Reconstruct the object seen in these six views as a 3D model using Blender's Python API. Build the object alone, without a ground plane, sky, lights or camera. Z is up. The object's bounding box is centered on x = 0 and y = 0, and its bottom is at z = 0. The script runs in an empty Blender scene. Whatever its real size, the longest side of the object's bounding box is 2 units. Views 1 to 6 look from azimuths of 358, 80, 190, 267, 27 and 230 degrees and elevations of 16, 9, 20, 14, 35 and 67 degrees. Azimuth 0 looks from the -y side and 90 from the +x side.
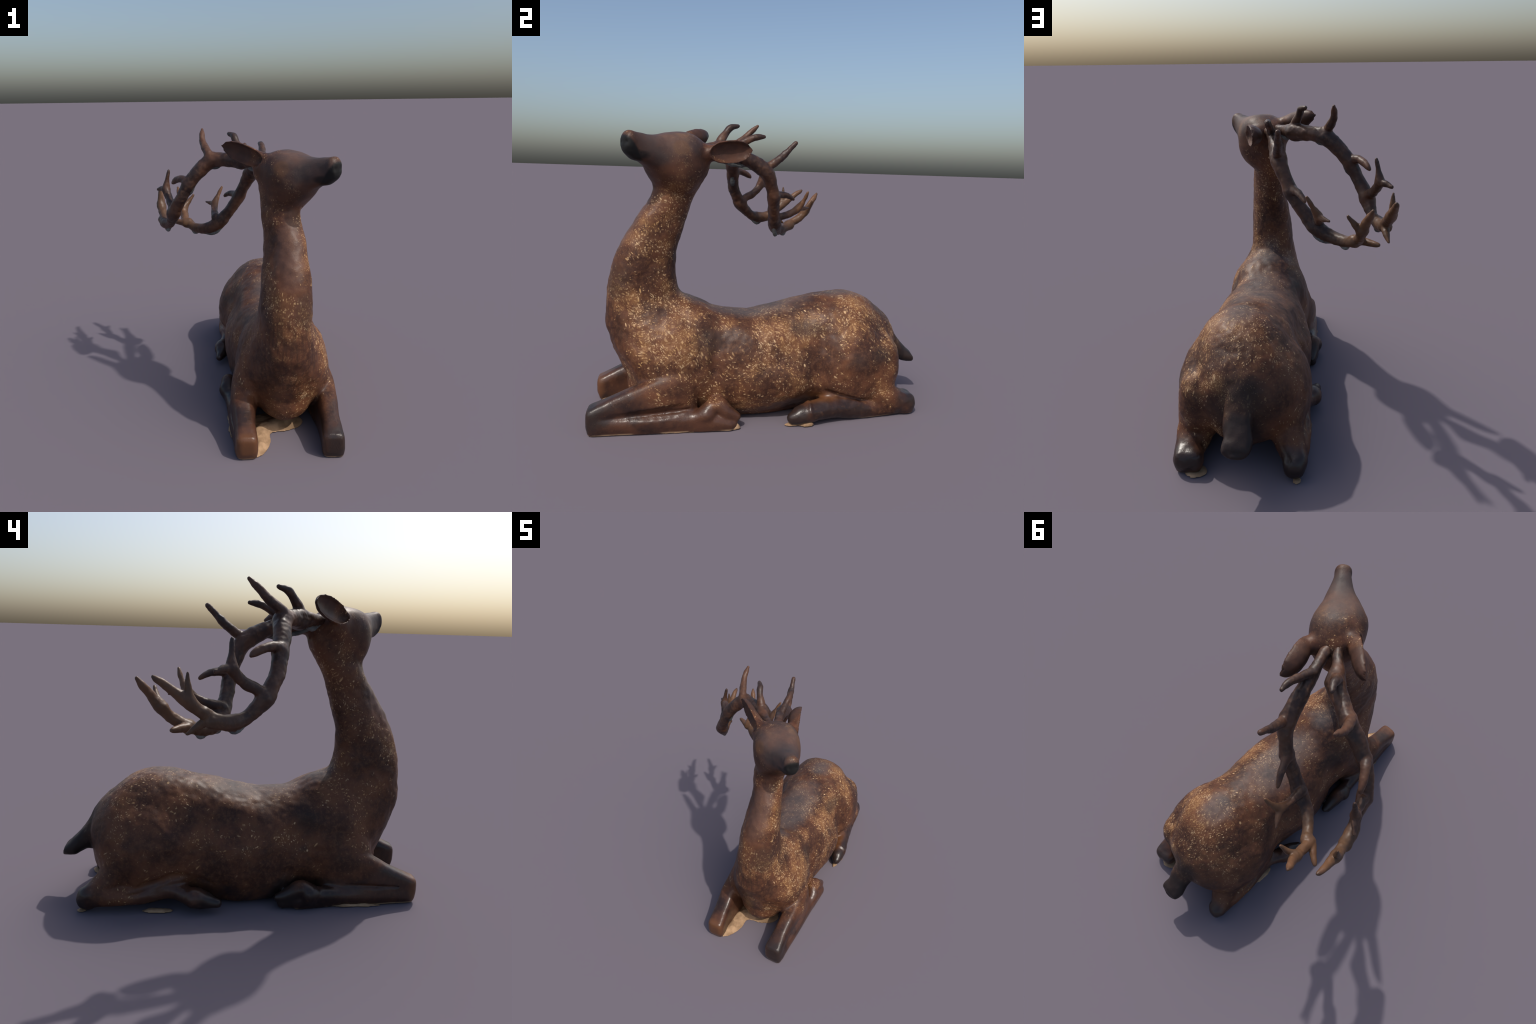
# A lying stag in dark glazed ceramic: one smooth body built as an implicit surface
# from profiles, spines and ellipsoids, then split by region; antlers likewise.
import bpy, math
import numpy as np
from mathutils import noise, Vector

# ------------------------------------------------------------------ implicit-surface kit
BIG = 0.35


class Field:
    """A sampled signed-distance field with a part label in every cell."""

    def __init__(self, lo, hi, h):
        self.lo, self.h = np.array(lo, float), h
        self.n = np.ceil((np.array(hi) - self.lo) / h).astype(int) + 1
        self.f = np.full(self.n, BIG, np.float32)
        self.best = np.full(self.n, BIG, np.float32)
        self.lab = np.zeros(self.n, np.uint8)

    def box(self, lo, hi):
        a = np.clip(np.floor((np.array(lo) - self.lo) / self.h).astype(int), 0, self.n)
        b = np.clip(np.ceil((np.array(hi) - self.lo) / self.h).astype(int) + 1, 0, self.n)
        sl = tuple(slice(i, j) for i, j in zip(a, b))
        ax = [self.lo[k] + self.h * np.arange(a[k], b[k]) for k in range(3)]
        g = np.meshgrid(*ax, indexing="ij", sparse=False)
        return sl, [q.astype(np.float32) for q in g]

    def add(self, lo, hi, fn, k, label):
        """Smooth union of a shape (fn gives its distance) with blend radius k."""
        m = max(k, 0.03) + 0.01
        sl, (x, y, z) = self.box(np.array(lo) - m, np.array(hi) + m)
        d = fn(x, y, z).astype(np.float32)
        b = self.best[sl]
        near = d < b
        self.lab[sl][near] = label
        b[near] = d[near]
        f = self.f[sl]
        if k > 0:
            h = np.maximum(k - np.abs(f - d), 0) / k
            f[...] = np.minimum(f, d) - h * h * h * k / 6
        else:
            f[...] = np.minimum(f, d)

    def cut(self, lo, hi, fn, k):
        """Smooth subtraction."""
        sl, (x, y, z) = self.box(np.array(lo) - k, np.array(hi) + k)
        d = -fn(x, y, z).astype(np.float32)
        f = self.f[sl]
        h = np.maximum(k - np.abs(f - d), 0) / k
        f[...] = np.maximum(f, d) + h * h * h * k / 6

    def mesh(self):
        """Naive surface nets: one vertex per crossed cell, one quad per crossed edge."""
        f, h = self.f, self.h
        inside = f < 0
        c = np.zeros(np.array(f.shape) - 1, np.uint8)
        offs = [(i, j, k) for i in (0, 1) for j in (0, 1) for k in (0, 1)]
        for o in offs:
            c += inside[tuple(slice(p, p + s) for p, s in zip(o, c.shape))]
        cells = np.argwhere((c > 0) & (c < 8))
        idx = np.full(c.shape, -1, np.int32)
        idx[tuple(cells.T)] = np.arange(len(cells))
        val = {o: f[tuple((cells + o).T)] for o in offs}
        pos, cnt = np.zeros((len(cells), 3)), np.zeros(len(cells))
        for a in offs:
            for ax in range(3):
                if a[ax]:
                    continue
                b = tuple(1 if q == ax else a[q] for q in range(3))
                va, vb = val[a], val[b]
                m = (va < 0) != (vb < 0)
                t = np.where(m, va / np.where(m, va - vb, 1), 0)
                p = np.array(a, float) + np.outer(t, np.eye(3)[ax])
                pos[m] += p[m]
                cnt[m] += 1
        pos = self.lo + h * (cells + pos / cnt[:, None])
        quads = []
        for ax in range(3):
            u, v = (ax + 1) % 3, (ax + 2) % 3
            s0 = [slice(1, -1)] * 3
            s0[ax] = slice(0, -1)
            s1 = [slice(1, -1)] * 3
            s1[ax] = slice(1, None)
            A, B = inside[tuple(s0)], inside[tuple(s1)]
            e = np.argwhere(A != B)
            base = e + 1
            base[:, ax] -= 1
            flip = A[tuple(e.T)]
            eu, ev = np.eye(3, dtype=int)[u], np.eye(3, dtype=int)[v]
            q = np.stack([idx[tuple((base - p).T)] for p in (eu + ev, ev, 0 * eu, eu)], 1)
            q[~flip] = q[~flip][:, ::-1]
            quads.append(q)
        quads = np.concatenate(quads)
        quads = quads[(quads >= 0).all(1)]
        near = np.clip(np.rint((pos - self.lo) / h).astype(int), 0, self.n - 1)
        return pos, quads, self.lab[tuple(near.T)]


def smooth_mesh(pos, quads, times=2, amount=0.5):
    n = len(pos)
    a = quads.ravel()
    b = np.roll(quads, -1, 1).ravel()
    deg = np.bincount(a, minlength=n) + np.bincount(b, minlength=n)
    for _ in range(times):
        acc = np.zeros_like(pos)
        for k in range(3):
            acc[:, k] = np.bincount(a, pos[b, k], n) + np.bincount(b, pos[a, k], n)
        pos = pos + amount * (acc / np.maximum(deg, 1)[:, None] - pos)
    return pos


def vertex_normals(pos, quads):
    d1, d2 = pos[quads[:, 2]] - pos[quads[:, 0]], pos[quads[:, 3]] - pos[quads[:, 1]]
    fn = np.cross(d1, d2)
    nrm = np.zeros_like(pos)
    for k in range(4):
        for ax in range(3):
            nrm[:, ax] += np.bincount(quads[:, k], fn[:, ax], len(pos))
    return nrm / np.maximum(np.linalg.norm(nrm, axis=1), 1e-9)[:, None]


def curve_through(points, per=6):
    """Catmull-Rom through rows of numbers (position and radius alike)."""
    p = np.array(points, float)
    if len(p) < 3:
        t = np.linspace(0, 1, per + 1)[:, None]
        return p[0] * (1 - t) + p[1] * t
    q = np.vstack([2 * p[0] - p[1], p, 2 * p[-1] - p[-2]])
    out = []
    for i in range(1, len(q) - 2):
        for t in np.linspace(0, 1, per, endpoint=False):
            a, b, c, d = q[i - 1], q[i], q[i + 1], q[i + 2]
            out.append(0.5 * (2 * b + (c - a) * t + (2 * a - 5 * b + 4 * c - d) * t * t + (3 * b - a - 3 * c + d) * t ** 3))
    out.append(p[-1])
    return np.array(out)


def rod(field, points, k, label, per=5, squash=None):
    """A tapering bent rod; points are rows x, y, z, radius."""
    c = curve_through(points, per)
    c[:, 3] = np.maximum(c[:, 3], 0.002)
    lo = (c[:, :3] - c[:, 3:]).min(0)
    hi = (c[:, :3] + c[:, 3:]).max(0)

    def fn(x, y, z):
        d = np.full(x.shape, BIG, np.float32)
        for a, b in zip(c[:-1], c[1:]):
            v = b[:3] - a[:3]
            L = v @ v + 1e-12
            t = np.clip(((x - a[0]) * v[0] + (y - a[1]) * v[1] + (z - a[2]) * v[2]) / L, 0, 1)
            e = np.sqrt((x - a[0] - t * v[0]) ** 2 + (y - a[1] - t * v[1]) ** 2 + (z - a[2] - t * v[2]) ** 2)
            np.minimum(d, e - (a[3] + t * (b[3] - a[3])), out=d)
        return d

    field.add(lo, hi, fn, k, label)


def bent_rods(field, points, k, label, per=5):
    """The same, in short runs so that only cells near the rod are visited."""
    c = curve_through(points, per)
    for i in range(len(c) - 1):
        rod(field, c[i : i + 2], k if i == 0 else 0.006, label, per=1)


def carve(field, points, k):
    """A groove along a bent rod."""
    c = curve_through(points, 4)
    for a, b in zip(c[:-1], c[1:]):
        v = b[:3] - a[:3]

        def fn(x, y, z, a=a, b=b, v=v):
            t = np.clip(((x - a[0]) * v[0] + (y - a[1]) * v[1] + (z - a[2]) * v[2]) / (v @ v), 0, 1)
            return np.sqrt((x - a[0] - t * v[0]) ** 2 + (y - a[1] - t * v[1]) ** 2 + (z - a[2] - t * v[2]) ** 2) - (a[3] + t * (b[3] - a[3]))

        r = max(a[3], b[3])
        field.cut(np.minimum(a, b)[:3] - r, np.maximum(a, b)[:3] + r, fn, k)


def ellipsoid_fn(c, r, axes=None):
    A = np.eye(3) if axes is None else np.array(axes)

    def fn(x, y, z):
        dx, dy, dz = x - c[0], y - c[1], z - c[2]
        k0 = k1 = 0
        for a, s in zip(A, r):
            q = (dx * a[0] + dy * a[1] + dz * a[2]) / s
            k0 = k0 + q * q
            k1 = k1 + (q / s) ** 2
        k0, k1 = np.sqrt(k0), np.sqrt(k1) + 1e-6
        return k0 * (k0 - 1) / k1

    return fn


def ellipsoid(field, c, r, k, label, axes=None):
    m = max(r)
    lo, hi = (np.array(c) - r, np.array(c) + r) if axes is None else (np.array(c) - m, np.array(c) + m)
    field.add(lo, hi, ellipsoid_fn(c, r, axes), k, label)


def block(field, c, half, rounding, k, label, yaw=0.0):
    ca, sa = math.cos(yaw), math.sin(yaw)

    def fn(x, y, z):
        dx, dy = x - c[0], y - c[1]
        q = [np.abs(dx * ca + dy * sa) - half[0] + rounding, np.abs(dy * ca - dx * sa) - half[1] + rounding, np.abs(z - c[2]) - half[2] + rounding]
        out = np.sqrt(sum(np.maximum(p, 0) ** 2 for p in q))
        return out + np.minimum(np.maximum(np.maximum(q[0], q[1]), q[2]), 0) - rounding

    m = np.array([max(half[:2]) * 1.4] * 2 + [half[2]])
    field.add(np.array(c) - m, np.array(c) + m, fn, k, label)


def stack(field, stations, k, label, frame=None, power=2.2):
    """A loft of egg-shaped slices across a straight axis.
    station: s, t_centre, t_half, top, mid, bottom (z up); frame: origin, axis s, axis t."""
    st = np.array(stations, float)
    o, S, T = frame if frame else ((0, 0), (0, 1), (1, 0))
    fine = curve_through(st, 8)
    s_all = fine[:, 0]
    order = np.argsort(s_all)
    fine, s_all = fine[order], s_all[order]
    corner = []
    for r in st:
        for side in (-1, 1):
            tt = r[1] + side * abs(r[2])
            corner.append((o[0] + S[0] * r[0] + T[0] * tt, o[1] + S[1] * r[0] + T[1] * tt))
    corner = np.array(corner)
    lo = (*corner.min(0), st[:, 5].min())
    hi = (*corner.max(0), st[:, 3].max())

    def fn(x, y, z):
        dx, dy = x - o[0], y - o[1]
        s, t = dx * S[0] + dy * S[1], dx * T[0] + dy * T[1]
        sc = np.clip(s, s_all[0], s_all[-1])
        g = [np.interp(sc, s_all, fine[:, i]).astype(np.float32) for i in range(1, fine.shape[1])]
        a = np.maximum(g[1], 0.004)
        up = z > g[3]
        if len(g) > 5:
            rise = np.clip((z - g[3]) / np.maximum(g[2] - g[3], 0.01), 0, 1.2)
            t = t - g[5] * rise
        b = np.maximum(np.where(up, g[2] - g[3], g[3] - g[4]), 0.004)
        q = (np.abs((t - g[0]) / a) ** power + np.abs((z - g[3]) / b) ** power) ** (1 / power)
        gx, gz = (t - g[0]) / (a * a), (z - g[3]) / (b * b)
        k1 = np.sqrt(gx * gx + gz * gz) + 1e-5
        qe = np.sqrt(((t - g[0]) / a) ** 2 + ((z - g[3]) / b) ** 2)
        d = (q - 1) * np.where(qe > 1e-4, qe / k1, np.minimum(a, b))
        out = np.abs(s - sc)
        return np.where(out > 0, np.sqrt(np.maximum(d, 0) ** 2 + out ** 2), d)

    field.add(lo, hi, fn, k, label)


def column(field, stations, k, label, power=2.1):
    """A loft of horizontal elliptical slices; station: z, x, y, half_x, half_y."""
    st = np.array(stations, float)
    st = st[np.argsort(st[:, 0])]
    fine = curve_through(st, 8)
    big = st[:, 3:5].max(1)
    lo = ((st[:, 1] - big).min(), (st[:, 2] - big).min(), st[0, 0])
    hi = ((st[:, 1] + big).max(), (st[:, 2] + big).max(), st[-1, 0])

    def fn(x, y, z):
        zc = np.clip(z, st[0, 0], st[-1, 0])
        g = [np.interp(zc, fine[:, 0], fine[:, i]).astype(np.float32) for i in range(1, 6)]
        dx, dy, ct, sn = x - g[0], y - g[1], np.cos(g[4]), np.sin(g[4])
        u, v = (dx * ct + dy * sn) / g[2], (dy * ct - dx * sn) / g[3]
        q = (np.abs(u) ** power + np.abs(v) ** power) ** (1 / power)
        k1 = np.sqrt((u / g[2]) ** 2 + (v / g[3]) ** 2) + 1e-5
        qe = np.sqrt(u * u + v * v)
        d = (q - 1) * np.where(qe > 1e-4, qe / k1, np.minimum(g[2], g[3])) * 0.93
        out = np.abs(z - zc)
        return np.where(out > 0, np.sqrt(np.maximum(d, 0) ** 2 + out ** 2), d)

    field.add(lo, hi, fn, k, label)


# ------------------------------------------------------------------ the body
TORSO, NECK, HEAD, FORE_R, FORE_L, HIND_R, HIND_L, TAIL, EAR_R, EAR_L = range(1, 11)
HEAD_FRAME = ((0.24, -0.50), (0.659, -0.752), (0.752, 0.659))


BODY = dict(
    # barrel: y, centre x, half width, back, widest height, belly, sideways lean of the back ridge
    torso=[
        (-0.860, 0.236, 0.050, 0.618, 0.486, 0.387, 0.001),
        (-0.800, 0.228, 0.127, 0.677, 0.444, 0.237, -0.001),
        (-0.700, 0.236, 0.207, 0.696, 0.378, 0.116, -0.001),
        (-0.580, 0.230, 0.249, 0.694, 0.313, 0.037, -0.001),
        (-0.450, 0.215, 0.253, 0.685, 0.283, -0.031, 0.010),
        (-0.300, 0.210, 0.257, 0.618, 0.266, -0.037, 0.007),
        (-0.120, 0.196, 0.296, 0.589, 0.254, -0.034, 0.018),
        (0.030, 0.176, 0.303, 0.612, 0.261, -0.040, 0.025),
        (0.200, 0.168, 0.277, 0.656, 0.266, -0.026, 0.024),
        (0.380, 0.171, 0.290, 0.690, 0.291, 0.002, 0.023),
        (0.500, 0.163, 0.288, 0.694, 0.322, 0.021, 0.028),
        (0.600, 0.148, 0.261, 0.666, 0.348, 0.016, 0.029),
        (0.700, 0.127, 0.233, 0.600, 0.352, 0.098, 0.017),
        (0.780, 0.130, 0.176, 0.520, 0.360, 0.139, 0.019),
        (0.815, 0.124, 0.103, 0.441, 0.367, 0.243, 0.006),
        (0.830, 0.121, 0.037, 0.391, 0.358, 0.305, 0.004)],
    # shoulder blades, haunches, stifles: centre, radii
    swell=[
        (0.388, -0.536, 0.337, 0.102, 0.210, 0.203),
        (0.077, -0.497, 0.326, 0.107, 0.199, 0.197),
        (0.375, 0.490, 0.282, 0.151, 0.245, 0.247),
        (-0.037, 0.509, 0.292, 0.141, 0.241, 0.233),
        (0.400, 0.460, 0.200, 0.090, 0.170, 0.130),
        (-0.085, 0.470, 0.166, 0.065, 0.180, 0.115),
        (0.371, 0.027, 0.242, 0.147, 0.272, 0.157),
        (0.231, -0.692, 0.185, 0.138, 0.105, 0.115),
        (0.143, 0.634, 0.267, 0.166, 0.106, 0.149),
        (0.363, 0.686, 0.299, 0.109, 0.105, 0.167),
        (0.029, -0.604, 0.261, 0.090, 0.124, 0.132),
        (0.311, -0.419, 0.553, 0.090, 0.120, 0.078),
        # right side of the belly
        (-0.008, -0.010, 0.115, 0.092, 0.290, 0.115)],
    # neck: z, x, y, half width, half depth, turn 
    neck=[
        (0.280, 0.245, -0.590, 0.194, 0.169, 0.000),
        (0.380, 0.248, -0.641, 0.212, 0.200, 0.000),
        (0.520, 0.241, -0.691, 0.169, 0.218, 0.000),
        (0.650, 0.230, -0.698, 0.150, 0.209, 0.120),
        (0.780, 0.234, -0.708, 0.138, 0.188, 0.240),
        (0.930, 0.238, -0.688, 0.123, 0.172, 0.360),
        (1.120, 0.236, -0.609, 0.098, 0.145, 0.460),
        (1.250, 0.219, -0.544, 0.098, 0.125, 0.520),
        (1.400, 0.235, -0.478, 0.112, 0.143, 0.600),
        (1.455, 0.222, -0.450, 0.075, 0.085, 0.600)],
    # head along its own axis: s, t, half width, top, widest height, underside
    head=[
        (-0.165, 0.000, 0.020, 1.494, 1.454, 1.404),
        (-0.135, 0.000, 0.063, 1.544, 1.464, 1.354),
        (-0.070, 0.000, 0.117, 1.579, 1.466, 1.304),
        (0.000, 0.000, 0.145, 1.597, 1.463, 1.262),
        (0.080, -0.007, 0.146, 1.592, 1.437, 1.271),
        (0.163, -0.007, 0.109, 1.574, 1.446, 1.336),
        (0.220, 0.000, 0.079, 1.569, 1.483, 1.395),
        (0.273, 0.000, 0.059, 1.573, 1.496, 1.427),
        (0.320, 0.000, 0.046, 1.578, 1.514, 1.437),
        (0.350, 0.000, 0.046, 1.583, 1.527, 1.456),
        (0.367, 0.000, 0.038, 1.571, 1.526, 1.470),
        (0.376, 0.000, 0.031, 1.556, 1.524, 1.484)],
    # tail, a wedge with a flat underside: same columns as the barrel
    tail=[
        (0.700, 0.124, 0.063, 0.580, 0.420, 0.258),
        (0.799, 0.130, 0.071, 0.495, 0.361, 0.244),
        (0.863, 0.129, 0.070, 0.393, 0.302, 0.244),
        (0.919, 0.117, 0.070, 0.329, 0.266, 0.216),
        (0.972, 0.120, 0.063, 0.276, 0.246, 0.216),
        (0.984, 0.115, 0.042, 0.249, 0.231, 0.214),
        (0.994, 0.116, 0.013, 0.236, 0.226, 0.220)],
    # bent fore legs, a boxy slab from the knee back under the breast: same columns as the barrel
    fore_r=[
        (-0.988, 0.474, 0.046, 0.128, 0.085, 0.030), (-0.980, 0.474, 0.056, 0.142, 0.085, 0.010), (-0.955, 0.474, 0.061, 0.153, 0.085, -0.020),
        (-0.850, 0.475, 0.056, 0.200, 0.090, -0.030), (-0.730, 0.477, 0.060, 0.252, 0.10, -0.030), (-0.600, 0.468, 0.072, 0.300, 0.12, -0.030),
        (-0.500, 0.455, 0.075, 0.320, 0.13, -0.020), (-0.440, 0.445, 0.060, 0.280, 0.14, 0.020), (-0.410, 0.445, 0.030, 0.220, 0.15, 0.080)],
    fore_l=[
        (-0.988, 0.010, 0.041, 0.125, 0.080, 0.030), (-0.980, 0.009, 0.053, 0.138, 0.080, 0.010), (-0.955, 0.008, 0.061, 0.148, 0.080, -0.020),
        (-0.850, -0.002, 0.061, 0.198, 0.085, -0.030), (-0.730, -0.010, 0.071, 0.265, 0.100, -0.030), (-0.600, -0.004, 0.076, 0.310, 0.120, -0.030),
        (-0.500, 0.011, 0.071, 0.320, 0.130, -0.020), (-0.440, 0.026, 0.051, 0.280, 0.140, 0.020), (-0.410, 0.026, 0.021, 0.220, 0.150, 0.080)],
    # limbs: bent rods, x, y, z, radius
    shank_r=[(0.492, -0.930, 0.045, 0.046), (0.496, -0.700, 0.052, 0.047), (0.503, -0.450, 0.060, 0.043), (0.512, -0.360, 0.085, 0.048)],
    foot_r=[(0.500, -0.360, 0.094, 0.045), (0.492, -0.300, 0.134, 0.046), (0.505, -0.250, 0.096, 0.040), (0.507, -0.195, 0.065, 0.025)],
    shank_l=[
        (-0.008, -0.930, 0.040, 0.048),
        (-0.038, -0.701, 0.051, 0.052),
        (-0.078, -0.450, 0.064, 0.044),
        (-0.103, -0.374, 0.080, 0.055)],
    foot_l=[
        (-0.090, -0.380, 0.085, 0.044),
        (-0.099, -0.326, 0.110, 0.047),
        (-0.101, -0.263, 0.075, 0.041),
        (-0.105, -0.205, 0.060, 0.024)],
    thigh_r=[(0.378, 0.621, 0.245, 0.108), (0.402, 0.690, 0.105, 0.092), (0.412, 0.820, 0.062, 0.060)],
    hind_r=[(0.410, 0.825, 0.055, 0.056), (0.441, 0.570, 0.048, 0.057), (0.469, 0.360, 0.076, 0.062), (0.497, 0.240, 0.069, 0.056)],
    hoof_r=[(0.498, 0.240, 0.067, 0.053), (0.510, 0.180, 0.058, 0.052), (0.520, 0.117, 0.043, 0.034)],
    thigh_l=[(-0.049, 0.619, 0.234, 0.095), (-0.092, 0.715, 0.125, 0.074), (-0.143, 0.800, 0.090, 0.050)],
    hind_l=[
        (-0.134, 0.811, 0.068, 0.049),
        (-0.138, 0.566, 0.082, 0.053),
        (-0.113, 0.372, 0.105, 0.046),
        (-0.151, 0.239, 0.075, 0.047)],
    hoof_l=[
        (-0.157, 0.240, 0.084, 0.053),
        (-0.157, 0.178, 0.067, 0.042),
        (-0.170, 0.122, 0.059, 0.029)])
LIMBS = (("shank_r", 0.012, FORE_R), ("foot_r", 0.02, FORE_R),
         ("shank_l", 0.012, FORE_L), ("foot_l", 0.02, FORE_L),
         ("thigh_r", 0.05, HIND_R), ("hind_r", 0.03, HIND_R), ("hoof_r", 0.02, HIND_R),
         ("thigh_l", 0.05, HIND_L), ("hind_l", 0.03, HIND_L), ("hoof_l", 0.02, HIND_L))


def on_head(s, t, z):
    o, S, T = HEAD_FRAME
    return (o[0] + S[0] * s + T[0] * t, o[1] + S[1] * s + T[1] * t, z)


def face(F):
    """Shallow eye hollows, nostrils and the line of the mouth, on both sides."""
    o, S, T = HEAD_FRAME
    axes = ((*S, 0), (*T, 0), (0, 0, 1))
    for side in (-1, 1):
        c = on_head(0.160, side * 0.150, 1.520)
        F.cut(np.array(c) - 0.06, np.array(c) + 0.06, ellipsoid_fn(c, (0.055, 0.030, 0.028), axes), 0.025)
        n = on_head(0.378, side * 0.022, 1.524)
        F.cut(np.array(n) - 0.02, np.array(n) + 0.02, ellipsoid_fn(n, (0.008, 0.009, 0.010), axes), 0.008)
        carve(F, [(*on_head(0.372, side * 0.034, 1.490), 0.004), (*on_head(0.345, side * 0.048, 1.484), 0.006),
                  (*on_head(0.305, side * 0.056, 1.474), 0.007), (*on_head(0.262, side * 0.068, 1.462), 0.005)], 0.008)


def build_body(h=0.0062):
    F = Field((-0.30, -1.08, -0.06), (0.68, 1.06, 1.70), h)
    stack(F, BODY["torso"], 0.0, TORSO)
    for r, k, label in zip(BODY["swell"], (0.10, 0.10, 0.07, 0.07, 0.06, 0.06, 0.07, 0.06, 0.06, 0.06, 0.06, 0.06, 0.06), (TORSO, TORSO, HIND_R, HIND_L, HIND_R, HIND_L, TORSO, TORSO, TORSO, HIND_R, TORSO, TORSO, TORSO)):
        ellipsoid(F, r[:3], r[3:], k, label)
    # hollow of the right flank
    for c, r in (((-0.150, 0.07, 0.54), (0.125, 0.32, 0.17)), ((-0.120, -0.320, 0.44), (0.11, 0.10, 0.17))):
        F.cut(np.array(c) - r, np.array(c) + r, ellipsoid_fn(c, r), 0.06)
    column(F, BODY["neck"], 0.07, NECK)
    stack(F, BODY["head"], 0.045, HEAD, HEAD_FRAME, 2.5)
    face(F)
    for name, k, label in LIMBS:
        rod(F, BODY[name], k, label)
    stack(F, BODY["fore_r"], 0.030, FORE_R, power=3.5)
    stack(F, BODY["fore_l"], 0.030, FORE_L, power=3.5)
    block(F, (0.395, 0.830, 0.058), (0.070, 0.050, 0.060), 0.035, 0.03, HIND_R, 0.1)
    block(F, (-0.128, 0.808, 0.062), (0.048, 0.042, 0.054), 0.035, 0.03, HIND_L, -0.1)
    rod(F, [(0.508, -0.38, 0.045, 0.042), (0.512, -0.30, 0.045, 0.042), (0.515, -0.22, 0.028, 0.030)], 0.02, FORE_R)
    rod(F, [(-0.095, -0.38, 0.045, 0.040), (-0.10, -0.30, 0.045, 0.040), (-0.104, -0.23, 0.028, 0.030)], 0.02, FORE_L)
    ellipsoid(F, (0.508, 0.215, 0.080), (0.056, 0.022, 0.052), 0.015, HIND_R)
    ellipsoid(F, (-0.160, 0.215, 0.082), (0.052, 0.022, 0.050), 0.015, HIND_L)
    # flat soles under the folded fore legs
    block(F, (0.497, -0.60, 0.020), (0.040, 0.38, 0.024), 0.012, 0.03, FORE_R, -0.035)
    block(F, (-0.040, -0.62, 0.020), (0.040, 0.33, 0.024), 0.012, 0.03, FORE_L, 0.17)
    # grooves between forearm and shank, above the hind shanks
    carve(F, [(0.545, -0.92, 0.094, 0.012), (0.550, -0.80, 0.104, 0.026), (0.554, -0.62, 0.116, 0.036), (0.560, -0.46, 0.135, 0.044)], 0.010)
    carve(F, [(0.530, -0.88, 0.092, 0.004), (0.526, -0.76, 0.100, 0.009), (0.520, -0.62, 0.108, 0.010), (0.515, -0.44, 0.122, 0.010)], 0.006)
    carve(F, [(-0.072, -0.90, 0.106, 0.012), (-0.100, -0.78, 0.120, 0.028), (-0.118, -0.62, 0.136, 0.034), (-0.130, -0.46, 0.152, 0.036)], 0.010)
    carve(F, [(-0.055, -0.88, 0.102, 0.004), (-0.072, -0.76, 0.110, 0.009), (-0.084, -0.62, 0.120, 0.010), (-0.098, -0.44, 0.132, 0.010)], 0.006)
    # creases where the thighs lie on the shanks, and valleys before the haunches and behind the shoulder
    carve(F, [(0.484, 0.62, 0.103, 0.006), (0.480, 0.55, 0.112, 0.012), (0.494, 0.44, 0.142, 0.014), (0.480, 0.30, 0.168, 0.020), (0.482, 0.20, 0.142, 0.013)], 0.007)
    carve(F, [(-0.182, 0.62, 0.114, 0.008), (-0.168, 0.534, 0.139, 0.018), (-0.168, 0.43, 0.171, 0.022), (-0.148, 0.339, 0.196, 0.023), (-0.118, 0.25, 0.174, 0.019), (-0.106, 0.15, 0.134, 0.012)], 0.007)
    carve(F, [(0.520, -0.31, 0.20, 0.040), (0.512, -0.31, 0.30, 0.046), (0.490, -0.30, 0.42, 0.046), (0.455, -0.29, 0.50, 0.030)], 0.030)
    carve(F, [(0.518, 0.265, 0.22, 0.045), (0.514, 0.27, 0.34, 0.048), (0.488, 0.28, 0.45, 0.046), (0.448, 0.29, 0.54, 0.030)], 0.030)
    carve(F, [(-0.158, 0.215, 0.23, 0.042), (-0.152, 0.21, 0.33, 0.046), (-0.118, 0.20, 0.43, 0.044), (-0.075, 0.20, 0.50, 0.030)], 0.030)
    stack(F, BODY["tail"], 0.035, TAIL, power=2.3)

    # ears: a shell left when a leaf-shaped hollow is taken out of a leaf-shaped body
    for label, root, tip, out in ((EAR_R, (0.303, -0.298, 1.492), (0.235, -0.103, 1.512), (0.94, 0.33, -0.08)),
                                  (EAR_L, (0.085, -0.490, 1.548), (-0.100, -0.335, 1.611), (-0.66, -0.75, -0.05))):
        root, tip, out = map(np.array, (root, tip, out))
        A = (tip - root) / np.linalg.norm(tip - root)
        N = out - A * (out @ A)
        N /= np.linalg.norm(N)
        B = np.cross(A, N)
        mid = root + (tip - root) * 0.54
        L = np.linalg.norm(tip - root) * 0.50
        base = np.array(on_head(-0.085, 0.070 if label == EAR_R else -0.070, 1.480))
        rod(F, [(*base, 0.060), (*(root - A * 0.02 - N * 0.022), 0.042), (*(root + A * 0.06 - N * 0.026), 0.030)], 0.05, label)
        L = np.linalg.norm(tip - root)

        def leaf(x, y, z, shrink=1.0, shift=0.0, deep=1.2 if label == EAR_R else 0.9, big=1.14 if label == EAR_R else 1.0, root=root, A=A, B=B, N=N, L=L):
            dx, dy, dz = x - root[0], y - root[1], z - root[2]
            a = (dx * A[0] + dy * A[1] + dz * A[2]) / L
            b, c = dx * B[0] + dy * B[1] + dz * B[2], dx * N[0] + dy * N[1] + dz * N[2]
            w = big * shrink * np.interp(a, (-0.16, 0.0, 0.12, 0.32, 0.55, 0.75, 0.9, 1.0), (0.034, 0.050, 0.053, 0.056, 0.055, 0.046, 0.030, 0.006))
            q = np.sqrt((b / w) ** 2 + ((c - shift) / (deep * w)) ** 2)
            over = np.maximum(np.maximum(-0.16 - a, a - 1.0), 0) * L
            return (q - 1) * 0.8 * w + over, c

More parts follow.
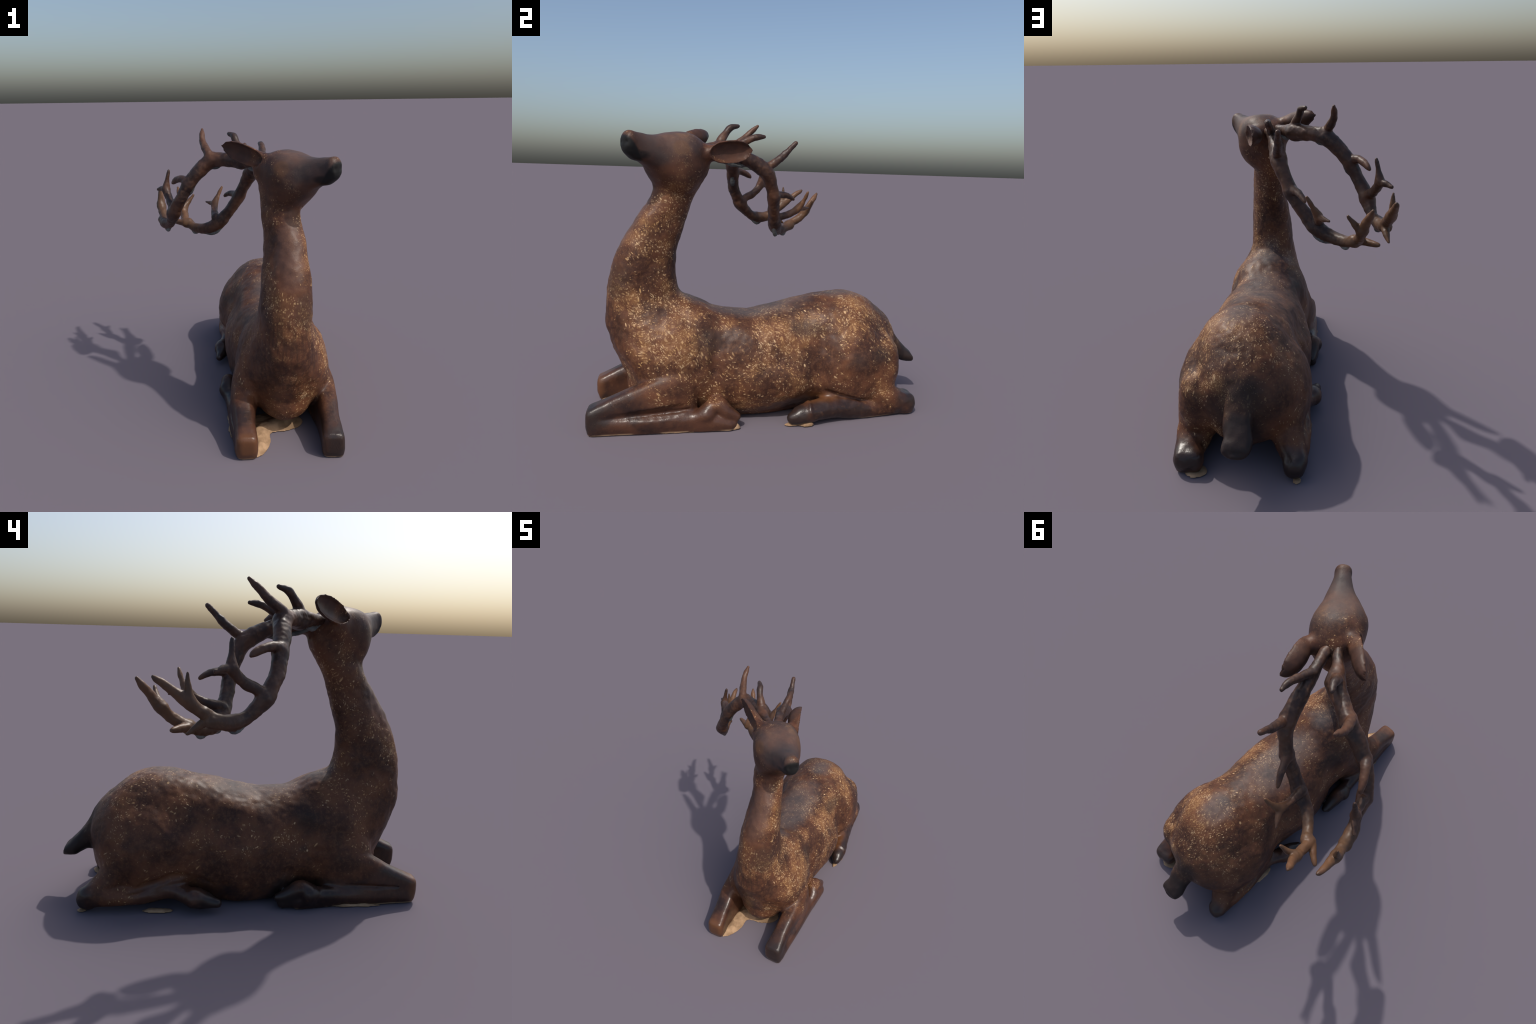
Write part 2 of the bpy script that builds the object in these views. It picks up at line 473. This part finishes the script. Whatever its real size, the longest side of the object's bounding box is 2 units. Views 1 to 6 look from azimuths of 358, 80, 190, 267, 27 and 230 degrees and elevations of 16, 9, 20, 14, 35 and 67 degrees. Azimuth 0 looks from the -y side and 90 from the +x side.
        def shell(x, y, z, leaf=leaf):
            d, c = leaf(x, y, z)
            return np.maximum(np.maximum(d, c - 0.004), -leaf(x, y, z, 0.86, 0.008, 0.66)[0])

        F.add(mid - 0.15, mid + 0.15, shell, 0.016, label)
        F.cut(mid - 0.15, mid + 0.15, lambda x, y, z, leaf=leaf: leaf(x, y, z, 0.84, 0.008, 0.64)[0], 0.008)

    np.maximum(F.f, -(F.lo[2] + F.h * np.arange(F.n[2]))[None, None, :].astype(np.float32), out=F.f)
    return F.mesh()


# ------------------------------------------------------------------ antlers
BEAM, TINE0, RESIDUE = 1, 2, 60
ANTLERS = {
    "near": dict(
        residue=[(0.6, 3.2, 1.35), (7.3, 9.4, 0.75), (9.6, 10.6, 0.6)],
        beam=[(0.197, -0.421, 1.504, 0.032), (0.174, -0.331, 1.511, 0.030), (0.136, -0.227, 1.498, 0.031), (0.098, -0.105, 1.463, 0.042), (0.065, 0.006, 1.397, 0.044), (0.027, 0.046, 1.320, 0.037), (-0.016, 0.073, 1.232, 0.037), (-0.080, 0.087, 1.141, 0.036), (-0.147, 0.109, 1.065, 0.041), (-0.241, 0.142, 1.020, 0.035), (-0.316, 0.202, 1.015, 0.029), (-0.364, 0.258, 1.036, 0.026)],
        tines=[[(0.140, -0.220, 1.515, 0.026), (0.140, -0.150, 1.555, 0.021), (0.138, -0.085, 1.588, 0.018), (0.128, -0.022, 1.597, 0.012)],
               [(0.075, 0.000, 1.420, 0.028), (0.060, 0.075, 1.465, 0.023), (0.048, 0.135, 1.520, 0.019), (0.039, 0.188, 1.572, 0.013)],
               [(-0.025, 0.090, 1.255, 0.026), (-0.055, 0.140, 1.258, 0.020), (-0.085, 0.190, 1.245, 0.016), (-0.103, 0.218, 1.229, 0.010)],
               [(-0.165, 0.115, 1.100, 0.028), (-0.175, 0.190, 1.120, 0.022), (-0.178, 0.260, 1.160, 0.021), (-0.152, 0.300, 1.220, 0.015), (-0.125, 0.317, 1.275, 0.008)],
               [(-0.180, 0.270, 1.165, 0.018), (-0.210, 0.315, 1.165, 0.014), (-0.240, 0.352, 1.165, 0.007)],
               [(-0.385, 0.245, 1.038, 0.026), (-0.395, 0.330, 1.085, 0.026), (-0.412, 0.390, 1.155, 0.024), (-0.435, 0.435, 1.215, 0.017), (-0.449, 0.462, 1.254, 0.008)],
               [(-0.400, 0.365, 1.125, 0.022), (-0.365, 0.390, 1.165, 0.016), (-0.333, 0.405, 1.208, 0.008)],
               [(-0.395, 0.250, 1.038, 0.022), (-0.440, 0.285, 1.040, 0.017), (-0.484, 0.312, 1.040, 0.009)]]),
    "far": dict(
        residue=[(1.0, 2.6, 0.9), (6.2, 7.6, 0.95), (4.2, 5.4, 0.5), (10.0, 11.2, 0.7)],
        beam=[(0.165, -0.467, 1.513, 0.028), (0.133, -0.398, 1.521, 0.026), (0.066, -0.330, 1.522, 0.034), (0.015, -0.265, 1.520, 0.049), (-0.082, -0.213, 1.519, 0.042), (-0.170, -0.169, 1.509, 0.043), (-0.249, -0.162, 1.440, 0.042), (-0.312, -0.152, 1.367, 0.038), (-0.367, -0.135, 1.273, 0.035), (-0.421, -0.082, 1.174, 0.040), (-0.454, -0.009, 1.098, 0.029), (-0.493, 0.066, 1.078, 0.036), (-0.519, 0.141, 1.089, 0.029)],
        tines=[[(0.010, -0.262, 1.570, 0.027), (-0.015, -0.230, 1.620, 0.022), (-0.032, -0.195, 1.655, 0.019), (-0.060, -0.152, 1.666, 0.010)],
               [(-0.185, -0.165, 1.545, 0.027), (-0.210, -0.110, 1.590, 0.022), (-0.225, -0.060, 1.635, 0.019), (-0.226, -0.007, 1.682, 0.012)],
               [(-0.335, -0.135, 1.390, 0.026), (-0.375, -0.090, 1.392, 0.021), (-0.405, -0.045, 1.375, 0.018), (-0.425, -0.018, 1.357, 0.011)],
               [(-0.430, -0.055, 1.210, 0.028), (-0.455, 0.010, 1.245, 0.024), (-0.478, 0.060, 1.300, 0.023), (-0.472, 0.064, 1.360, 0.015), (-0.458, 0.063, 1.425, 0.008)],
               [(-0.480, 0.058, 1.305, 0.020), (-0.510, 0.095, 1.304, 0.016), (-0.541, 0.128, 1.295, 0.009)],
               [(-0.515, 0.145, 1.102, 0.026), (-0.535, 0.215, 1.150, 0.027), (-0.550, 0.285, 1.205, 0.023), (-0.556, 0.340, 1.243, 0.016), (-0.557, 0.378, 1.270, 0.010)],
               [(-0.545, 0.225, 1.165, 0.022), (-0.546, 0.238, 1.225, 0.016), (-0.546, 0.240, 1.287, 0.007)],
               [(-0.515, 0.148, 1.095, 0.022), (-0.525, 0.205, 1.063, 0.016), (-0.537, 0.246, 1.034, 0.006)]]),
}


def build_antler(spec):
    pts = np.array(spec["beam"] + [p for t in spec["tines"] for p in t])
    F = Field(pts[:, :3].min(0) - 0.07, pts[:, :3].max(0) + 0.07, 0.0045)
    bent_rods(F, spec["beam"], 0.0, BEAM, 4)
    beam = curve_through(spec["beam"], 6)
    for i, t in enumerate(spec["tines"]):
        gap = np.linalg.norm(beam[:, :3] - np.array(t[0][:3]), axis=1)
        if gap.min() < 0.06:  # root the tine in the beam's core
            b = beam[gap.argmin()]
            t = [(*b[:3], 0.9 * b[3])] + t
        bent_rods(F, t, 0.034, TINE0 + i, 4)
    for a, b, drop in spec["residue"]:
        run = beam[int(a * 6) : int(b * 6) + 1].copy()
        swell = np.sin(np.linspace(0, math.pi, len(run)))
        run[:, 2] -= run[:, 3] * (0.55 + drop * swell)
        run[:, 3] = 0.006 + 0.007 * swell
        bent_rods(F, run, 0.010, RESIDUE, 1)
    return F.mesh()


# ------------------------------------------------------------------ meshes from regions
def ripple(pos, nrm, scale, amount, seed):
    out = np.empty(len(pos))
    off = Vector((seed * 3.1, seed * 1.7, seed * 0.9))
    for i, p in enumerate(pos):
        out[i] = noise.noise(Vector(p * scale) + off)
    return pos + nrm * (out * amount)[:, None]


def region_object(name, pos, nrm, quads, chosen, material, parent):
    q = quads[chosen]
    used, inv = np.unique(q, return_inverse=True)
    inv = inv.reshape(q.shape)
    me = bpy.data.meshes.new(name)
    me.from_pydata(pos[used].tolist(), [], inv.tolist())
    me.update()
    me.polygons.foreach_set("use_smooth", np.ones(len(me.polygons), bool))
    me.normals_split_custom_set_from_vertices(nrm[used].tolist())
    me.materials.append(material)
    ob = bpy.data.objects.new(name, me)
    bpy.context.scene.collection.objects.link(ob)
    ob.parent = parent
    return ob


def face_labels(quads, lab):
    l = np.sort(lab[quads], 1)
    return l[:, 1]


# ------------------------------------------------------------------ materials
class Nodes:
    def __init__(self, name):
        self.mat = bpy.data.materials.new(name)
        self.mat.use_nodes = True
        self.t = self.mat.node_tree
        self.t.nodes.clear()
        self.out = self.new("OutputMaterial")
        self.bsdf = self.new("BsdfPrincipled")
        self.t.links.new(self.bsdf.outputs[0], self.out.inputs[0])
        self.pos = self.new("TexCoord").outputs["Object"]

    def new(self, kind, **kw):
        n = self.t.nodes.new("ShaderNode" + kind)
        for k, v in kw.items():
            setattr(n, k, v)
        return n

    def put(self, sock, v):
        if isinstance(v, bpy.types.NodeSocket):
            self.t.links.new(v, sock)
        elif v is not None:
            sock.default_value = v

    def math(self, op, a, b=None, c=None, clamp=False):
        n = self.new("Math", operation=op, use_clamp=clamp)
        for s, v in zip(n.inputs, (a, b, c)):
            self.put(s, v)
        return n.outputs[0]

    def vec(self, op, a, b=None):
        n = self.new("VectorMath", operation=op)
        self.put(n.inputs[0], a)
        self.put(n.inputs[1], b)
        return n.outputs["Value"] if op in ("LENGTH", "DOT_PRODUCT", "DISTANCE") else n.outputs[0]

    def noise(self, scale, detail=3.0, rough=0.55, vector=None, warp=0.0):
        n = self.new("TexNoise")
        self.put(n.inputs["Vector"], vector if vector is not None else self.pos)
        n.inputs["Scale"].default_value = scale
        n.inputs["Detail"].default_value = detail
        n.inputs["Roughness"].default_value = rough
        n.inputs["Distortion"].default_value = warp
        return n.outputs[0], n.outputs[1]

    def ramp(self, v, lo, hi, a=0.0, b=1.0):
        n = self.new("MapRange", interpolation_type="SMOOTHSTEP")
        self.put(n.inputs["Value"], v)
        for k, q in zip(("From Min", "From Max", "To Min", "To Max"), (lo, hi, a, b)):
            n.inputs[k].default_value = q
        return n.outputs[0]

    def mix(self, fac, a, b, mode="MIX"):
        n = self.new("Mix", data_type="RGBA", blend_type=mode)
        self.put(n.inputs["Factor"], fac)
        cs = [s for s in n.inputs if s.type == "RGBA"]
        for s, v in zip(cs, (a, b)):
            self.put(s, (*v, 1) if isinstance(v, tuple) else v)
        return [s for s in n.outputs if s.type == "RGBA"][0]

    def scaled(self, v, s, rot=(0, 0, 0)):
        n = self.new("Mapping")
        self.put(n.inputs["Vector"], v)
        n.inputs["Scale"].default_value = s
        n.inputs["Rotation"].default_value = rot
        return n.outputs[0]

    def blob(self, centre, radii, soft=0.35, wobble=None):
        """1 inside an ellipsoid in object space, fading to 0 outside."""
        d = self.vec("SUBTRACT", self.pos, centre)
        d = self.vec("DIVIDE", d, radii)
        r = self.vec("LENGTH", d)
        if wobble is not None:
            r = self.math("ADD", r, wobble)
        return self.ramp(r, 1 - soft, 1 + soft, 1.0, 0.0)

    def aligned(self, v, axis, along, across):
        """Coordinates along a direction and across it, each with its own scale."""
        a = Vector(axis).normalized()
        u = a.orthogonal().normalized()
        w = a.cross(u)
        n = self.new("CombineXYZ")
        for i, (d, k) in enumerate(((a, along), (u, across), (w, across))):
            self.put(n.inputs[i], self.vec("DOT_PRODUCT", v, tuple(x * k for x in d)))
        return n.outputs[0]

    def axis(self, k):
        s = self.new("SeparateXYZ")
        self.put(s.inputs[0], self.pos)
        return s.outputs[k]

    def most(self, *v):
        out = v[0]
        for w in v[1:]:
            out = self.math("MAXIMUM", out, w)
        return out


def hide_material():
    N = Nodes("flecked_brown_glaze")
    wob = N.math("MULTIPLY", N.math("SUBTRACT", N.noise(9, 4)[0], 0.5), 0.9)
    # ground colour: deep red brown with darker, rustier and finer clouds
    c1, c2, c3 = N.noise(5.0, 4)[0], N.noise(12.0, 5, 0.65)[0], N.noise(48, 4, 0.7)[0]
    ground = N.mix(N.ramp(c1, 0.36, 0.64), (0.046, 0.020, 0.014), (0.122, 0.048, 0.025))
    ground = N.mix(N.ramp(c2, 0.52, 0.72, 0, 0.65), ground, (0.026, 0.016, 0.014))
    grain = N.noise(120, 3, 0.7)[0]
    ground = N.mix(N.ramp(grain, 0.55, 0.75, 0.0, 0.4), ground, (0.190, 0.095, 0.044))
    ground = N.mix(N.ramp(c3, 0.42, 0.72, 0.0, 0.5), ground, (0.165, 0.075, 0.036))
    # drifts of short pale hair strokes; the lie of the coat turns slowly over the body
    drift = N.noise(5.2, 4, 0.62)[0]
    worn = N.most(N.blob((0.38, -0.60, 0.70), (0.15, 0.20, 0.17), 0.5, wob), N.blob((0.48, -0.55, 0.44), (0.13, 0.20, 0.15), 0.5, wob),
                  N.blob((0.50, 0.00, 0.34), (0.16, 0.22, 0.19), 0.5, wob), N.blob((0.40, 0.62, 0.52), (0.20, 0.26, 0.17), 0.5, wob),
                  N.blob((0.36, 0.15, 0.56), (0.14, 0.30, 0.10), 0.5, wob), N.blob((0.30, -0.66, 1.00), (0.10, 0.10, 0.16), 0.5, wob),
                  N.blob((0.08, 0.62, 0.62), (0.20, 0.20, 0.12), 0.5, wob))
    drift = N.math("ADD", N.math("MULTIPLY_ADD", worn, 0.12, -0.045), drift)
    turn = N.vec("MULTIPLY", N.vec("SUBTRACT", N.noise(4.5, 2)[1], (0.5, 0.5, 0.5)), (0.13, 0.13, 0.13))
    lay = N.vec("ADD", N.pos, turn)
    flank = N.ramp(N.axis(0), -0.02, 0.28, 0.38, 1.0)  # thins flecks and bloom towards -x, putting that side's shade into the colour
    keep = N.math("MULTIPLY", N.ramp(drift, 0.36, 0.66, 0.04, 0.66), flank)
    layers = []
    for axis, along, across, reach in (((0.2, 0.62, -0.76), 34, 94, 0.45), ((0.3, 0.93, 0.2), 50, 128, 0.42), ((0.35, 0.25, 0.9), 64, 140, 0.42)):
        v = N.new("TexVoronoi", feature="F1")
        v.inputs["Scale"].default_value = 1.0
        N.put(v.inputs["Vector"], N.aligned(lay, axis, along, across))
        lot = N.new("SeparateColor")
        N.put(lot.inputs[0], v.outputs["Color"])
        size = N.math("MULTIPLY_ADD", lot.outputs[1], 0.22, reach - 0.16)
        ink = N.ramp(N.math("SUBTRACT", v.outputs["Distance"], size), -0.26, 0.07, 1.0, 0.0)
        chosen = N.ramp(N.math("SUBTRACT", keep, lot.outputs[0]), 0.0, 0.12)
        tone = N.math("MULTIPLY_ADD", lot.outputs[2], 0.7, 0.38)
        layers.append(N.math("MULTIPLY", N.math("MULTIPLY", ink, chosen), tone))
    strokes = N.most(*layers)
    patch = N.noise(17, 4, 0.65)[0]
    bloom = N.math("MULTIPLY", N.math("MULTIPLY", N.ramp(drift, 0.42, 0.66), N.ramp(patch, 0.36, 0.62)), N.math("MULTIPLY", flank, 0.68))
    fur = N.mix(bloom, ground, (0.222, 0.107, 0.046))
    plain = N.most(
        N.blob((0.495, -0.82, 0.07), (0.14, 0.25, 0.16), 0.25, wob), N.blob((0.52, -0.42, 0.05), (0.10, 0.38, 0.10), 0.2, wob),
        N.blob((0.005, -0.86, 0.07), (0.15, 0.20, 0.19), 0.25, wob), N.blob((-0.08, -0.50, 0.05), (0.12, 0.45, 0.10), 0.2, wob),
        N.blob((0.50, 0.28, 0.05), (0.12, 0.34, 0.11), 0.2, wob), N.blob((0.43, 0.87, 0.05), (0.13, 0.12, 0.12), 0.25, wob),
        N.blob((-0.17, 0.28, 0.06), (0.11, 0.32, 0.12), 0.2, wob), N.blob((-0.15, 0.87, 0.05), (0.13, 0.13, 0.14), 0.25, wob))
    tail = N.blob((0.115, 0.93, 0.25), (0.12, 0.15, 0.15), 0.3, wob)
    crown = N.blob((0.35, -0.63, 1.55), (0.16, 0.22, 0.12), 0.4, wob)
    muzzle = N.blob((0.43, -0.72, 1.49), (0.15, 0.17, 0.12), 0.35, wob)
    ears = N.most(N.blob((0.245, -0.20, 1.51), (0.075, 0.14, 0.085), 0.2), N.blob((-0.02, -0.385, 1.57), (0.12, 0.09, 0.085), 0.2))
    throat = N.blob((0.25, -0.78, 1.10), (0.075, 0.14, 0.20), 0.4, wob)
    face = N.blob((0.30, -0.58, 1.44), (0.20, 0.22, 0.16), 0.3, wob)
    bald = N.most(plain, tail, N.math('MULTIPLY', face, 0.30), N.math('MULTIPLY', N.blob((0.22, -0.92, 0.48), (0.20, 0.12, 0.26), 0.4, wob), 0.6), N.math("MULTIPLY", N.most(crown, muzzle), 0.9), ears, N.math("MULTIPLY", throat, 0.75))
    amount = N.math("MULTIPLY", strokes, N.math("SUBTRACT", 1.0, bald))
    fur = N.mix(N.math("MULTIPLY", amount, 0.9), fur, N.mix(N.ramp(c2, 0.4, 0.6), (0.44, 0.258, 0.112), (0.57, 0.390, 0.220)))
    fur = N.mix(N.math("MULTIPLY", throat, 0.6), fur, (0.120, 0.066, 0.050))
    fur = N.mix(N.math("MULTIPLY", N.most(muzzle, ears, N.math("MULTIPLY", face, 0.7)), 0.8), fur, N.mix(N.ramp(c2, 0.35, 0.65), (0.074, 0.036, 0.025), (0.036, 0.021, 0.018)))
    # smooth dark glaze on the legs
    leg = N.mix(N.ramp(c1, 0.36, 0.64), (0.024, 0.013, 0.011), (0.074, 0.031, 0.018))
    leg = N.mix(N.ramp(c3, 0.5, 0.8, 0, 0.35), leg, (0.14, 0.068, 0.032))
    col = N.mix(plain, fur, leg)
    col = N.mix(N.math("MULTIPLY", tail, 0.9), col, (0.020, 0.016, 0.016))
    # sky reflection painted in grey over saddle, withers and crown
    saddle = N.most(N.blob((0.190, -0.03, 0.62), (0.13, 0.30, 0.10), 0.45, wob), N.blob((0.22, -0.42, 0.74), (0.10, 0.10, 0.1), 0.45, wob),
                    N.blob((0.20, 0.45, 0.72), (0.11, 0.14, 0.05), 0.5, wob), N.math("MULTIPLY", crown, 0.55))
    col = N.mix(N.math("MULTIPLY", saddle, 0.52), col, N.mix(c3, (0.062, 0.062, 0.068), (0.135, 0.125, 0.125)))
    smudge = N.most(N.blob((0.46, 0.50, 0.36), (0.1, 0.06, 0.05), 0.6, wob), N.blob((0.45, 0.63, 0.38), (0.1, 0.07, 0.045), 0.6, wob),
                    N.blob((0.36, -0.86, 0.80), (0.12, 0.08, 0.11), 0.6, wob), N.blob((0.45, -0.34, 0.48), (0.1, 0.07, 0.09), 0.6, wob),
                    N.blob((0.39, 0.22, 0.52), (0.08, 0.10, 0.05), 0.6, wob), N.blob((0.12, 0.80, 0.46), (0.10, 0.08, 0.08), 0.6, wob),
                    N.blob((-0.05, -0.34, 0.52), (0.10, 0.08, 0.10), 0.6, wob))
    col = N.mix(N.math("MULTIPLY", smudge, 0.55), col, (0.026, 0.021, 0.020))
    # streaks running down the breast
    streak = N.noise(1.0, 3, 0.6, N.scaled(N.pos, (46, 46, 7)))[0]
    breast = N.blob((0.24, -0.90, 0.52), (0.22, 0.16, 0.26), 0.4, wob)
    col = N.mix(N.math("MULTIPLY", N.math("MULTIPLY", breast, N.ramp(streak, 0.45, 0.62)), 0.55), col, (0.040, 0.020, 0.014))
    # near-black glaze on hocks, hooves, left knee and round the dock
    black = N.most(N.blob((0.41, 0.89, 0.10), (0.12, 0.07, 0.10), 0.35, wob), N.blob((-0.14, 0.87, 0.10), (0.11, 0.07, 0.11), 0.35, wob),
                   N.blob((0.522, 0.14, 0.05), (0.07, 0.07, 0.07), 0.3, wob), N.blob((-0.165, 0.14, 0.05), (0.07, 0.08, 0.08), 0.3, wob),
                   N.blob((0.50, -0.97, 0.10), (0.08, 0.07, 0.09), 0.35, wob), N.blob((-0.10, -0.24, 0.08), (0.07, 0.09, 0.09), 0.3, wob),
                   N.math("MULTIPLY", N.blob((0.12, 0.83, 0.34), (0.17, 0.09, 0.20), 0.45, wob), 0.9))
    col = N.mix(N.math("MULTIPLY", black, 0.72), col, (0.020, 0.015, 0.014))
    rust = N.most(N.blob((0.00, -0.985, 0.07), (0.09, 0.05, 0.08), 0.3, wob), N.blob((0.46, 0.27, 0.13), (0.05, 0.12, 0.035), 0.4, wob))
    col = N.mix(N.math("MULTIPLY", rust, 0.6), col, (0.150, 0.062, 0.025))
    # tawny lids, black nose
    for side in (-1, 1):
        lid = N.blob(on_head(0.105, side * 0.125, 1.512), (0.045, 0.045, 0.042), 0.2, N.math("MULTIPLY", wob, 0.4))
        col = N.mix(N.math("MULTIPLY", lid, 0.3), col, (0.140, 0.070, 0.032))
    # black glaze of the nose: ahead of a plane that slants back towards the lips
    ahead = N.vec("DOT_PRODUCT", N.vec("SUBTRACT", N.pos, (0.24, -0.50, 0.0)), (0.659, -0.752, 0.0))
    ahead = N.math("ADD", ahead, N.math("MULTIPLY", N.math("SUBTRACT", 1.53, N.axis(2)), 0.75))
    nose = N.math("MULTIPLY", N.ramp(N.math("ADD", ahead, N.math("MULTIPLY", wob, 0.02)), 0.345, 0.365), N.blob((0.46, -0.76, 1.50), (0.11, 0.11, 0.10), 0.1))
    lips = N.most(*[N.blob(on_head(0.325, side * 0.050, 1.463), (0.060, 0.060, 0.024), 0.35, N.math("MULTIPLY", wob, 0.5)) for side in (-1, 1)])  # shadow below the muzzle, darkened into the colour along the mouth
    col = N.mix(N.most(nose, N.math("MULTIPLY", lips, 0.85)), col, (0.012, 0.012, 0.012))
    # pale clay left along the foot line
    foot = N.math("MULTIPLY", N.ramp(N.axis(2), 0.004, 0.016, 1, 0), N.ramp(N.noise(7, 3)[0], 0.45, 0.6))
    col = N.mix(foot, col, (0.40, 0.27, 0.16))
    N.put(N.bsdf.inputs["Base Color"], col)
    N.put(N.bsdf.inputs["Roughness"], N.math("MULTIPLY_ADD", saddle, 0.18, N.ramp(plain, 0, 1, 0.43, 0.30)))
    N.put(N.bsdf.inputs["Specular IOR Level"], N.ramp(plain, 0, 1, 0.20, 0.40))
    b = N.new("Bump")
    b.inputs["Strength"].default_value = 0.25
    b.inputs["Distance"].default_value = 0.004
    N.put(b.inputs["Height"], N.math("ADD", N.math("MULTIPLY", strokes, 0.5), N.math("ADD", c3, N.math("MULTIPLY", grain, 0.4))))
    N.put(N.bsdf.inputs["Normal"], b.outputs[0])
    return N.mat


def antler_material():
    N = Nodes("antler_glaze")
    c1, c2 = N.noise(7, 4)[0], N.noise(38, 4, 0.65)[0]
    col = N.mix(N.ramp(c1, 0.38, 0.66), (0.036, 0.020, 0.016), (0.094, 0.041, 0.023))
    col = N.mix(N.ramp(c2, 0.45, 0.75, 0, 0.5), col, (0.150, 0.078, 0.042))
    pale = N.most(N.blob((-0.45, 0.30, 1.12), (0.20, 0.24, 0.22), 0.4), N.blob((-0.15, 0.30, 1.22), (0.1, 0.09, 0.12), 0.5))
    col = N.mix(N.math("MULTIPLY", pale, 0.34), col, (0.205, 0.105, 0.046))
    N.put(N.bsdf.inputs["Base Color"], col)
    N.bsdf.inputs["Roughness"].default_value = 0.45
    N.bsdf.inputs["Specular IOR Level"].default_value = 0.35
    b = N.new("Bump")
    b.inputs["Strength"].default_value = 0.3
    b.inputs["Distance"].default_value = 0.004
    N.put(b.inputs["Height"], c2)
    N.put(N.bsdf.inputs["Normal"], b.outputs[0])
    return N.mat


def clay_material(name, dark, pale):
    N = Nodes(name)
    c = N.noise(14, 4)[0]
    N.put(N.bsdf.inputs["Base Color"], N.mix(N.ramp(c, 0.35, 0.7), dark, pale))
    N.bsdf.inputs["Roughness"].default_value = 0.8
    N.bsdf.inputs["Specular IOR Level"].default_value = 0.15
    return N.mat


# ------------------------------------------------------------------ clay bed
def clay_bed(material, root):
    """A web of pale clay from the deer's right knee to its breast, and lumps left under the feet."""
    F = Field((-0.30, -1.05, -0.05), (0.66, 1.0, 0.14), 0.0075)
    web = [(0.040, -0.945, -0.010, 0.026), (0.070, -0.90, -0.012, 0.034), (0.075, -0.80, -0.010, 0.044), (0.105, -0.715, -0.008, 0.050), (0.19, -0.655, -0.010, 0.046), (0.27, -0.60, -0.010, 0.040)]
    rod(F, web, 0.0, 1)
    ellipsoid(F, (0.070, -0.80, -0.004), (0.085, 0.160, 0.014), 0.03, 1)
    ellipsoid(F, (0.185, -0.63, 0.0), (0.165, 0.105, 0.014), 0.03, 1)
    for x, y, rx, ry, rz in ((0.522, -0.235, 0.022, 0.065, 0.046), (0.520, -0.50, 0.024, 0.16, 0.010), (0.524, -0.955, 0.014, 0.020, 0.012),
                             (0.530, 0.200, 0.022, 0.045, 0.030), (0.514, 0.12, 0.022, 0.05, 0.018), (0.355, 0.850, 0.060, 0.045, 0.014),
                             (-0.148, 0.44, 0.030, 0.085, 0.014), (-0.145, 0.835, 0.025, 0.03, 0.012), (-0.078, -0.62, 0.024, 0.17, 0.016)):
        ellipsoid(F, (x, y, 0.0), (rx, ry, rz), 0.0, 1)
    np.maximum(F.f, -(F.lo[2] + F.h * np.arange(F.n[2]))[None, None, :].astype(np.float32), out=F.f)
    pos, quads, lab = F.mesh()
    pos = smooth_mesh(pos, quads, 2, 0.5)
    nrm = vertex_normals(pos, quads)
    pos2 = ripple(ripple(pos, nrm, 16.0, 0.010, 5), nrm, 60.0, 0.004, 6)
    pos = np.where((pos[:, 2] < 0.004)[:, None], pos + (pos2 - pos) * (1, 1, 0), pos2)
    nrm = vertex_normals(pos, quads)
    region_object("clay_bed", pos, nrm, quads, np.ones(len(quads), bool), material, root)["kind"] = "stuff"


# ------------------------------------------------------------------ assemble
def main():
    root = bpy.data.objects.new("lying_stag", None)
    bpy.context.scene.collection.objects.link(root)
    root["label"] = "glazed dark brown ceramic stag lying down with large antlers"
    root["category"] = "deer statue"

    hide, horn = hide_material(), antler_material()
    clay = clay_material("pale_clay", (0.26, 0.165, 0.095), (0.43, 0.28, 0.165))
    grey = clay_material("grey_residue", (0.085, 0.088, 0.088), (0.19, 0.20, 0.19))
    clay_bed(clay, root)

    pos, quads, lab = build_body()
    pos = smooth_mesh(pos, quads, 3, 0.5)
    nrm = vertex_normals(pos, quads)
    low = pos[:, 2] < 0.012
    calm = np.where(np.isin(lab, (FORE_R, FORE_L, HEAD, EAR_R, EAR_L)), 0.35, 1.0)
    pos2 = ripple(pos, nrm, 9.0, 0.0062 * calm, 1)
    pos2 = ripple(pos2, nrm, 28.0, 0.0030 * calm, 2)
    pos = np.where(low[:, None], pos, pos2)
    nrm = vertex_normals(pos, quads)
    lf = face_labels(quads, lab)
    names = {TORSO: "torso", NECK: "neck", HEAD: "head", FORE_R: "foreleg", FORE_L: "foreleg", HIND_R: "hind_leg", HIND_L: "hind_leg",
             TAIL: "tail", EAR_R: "ear", EAR_L: "ear"}
    head = None
    made = {}
    for l in (HEAD, TORSO, NECK, FORE_R, FORE_L, HIND_R, HIND_L, TAIL, EAR_R, EAR_L):
        parent = made[HEAD] if l in (EAR_R, EAR_L) else root
        made[l] = region_object(names[l], pos, nrm, quads, lf == l, hide, parent)

    for spec in ANTLERS.values():
        pos, quads, lab = build_antler(spec)
        pos = smooth_mesh(pos, quads, 2, 0.5)
        nrm = vertex_normals(pos, quads)
        pos = ripple(pos, nrm, 22.0, 0.0045, 3)
        pos = ripple(pos, nrm, 60.0, 0.0012, 4)
        nrm = vertex_normals(pos, quads)
        lf = face_labels(quads, lab)
        beam = region_object("antler", pos, nrm, quads, lf == BEAM, horn, root)
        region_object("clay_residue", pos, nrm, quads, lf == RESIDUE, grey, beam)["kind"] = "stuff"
        for i in range(len(spec["tines"])):
            if (lf == TINE0 + i).any():
                region_object("antler_tine", pos, nrm, quads, lf == TINE0 + i, horn, beam)


main()
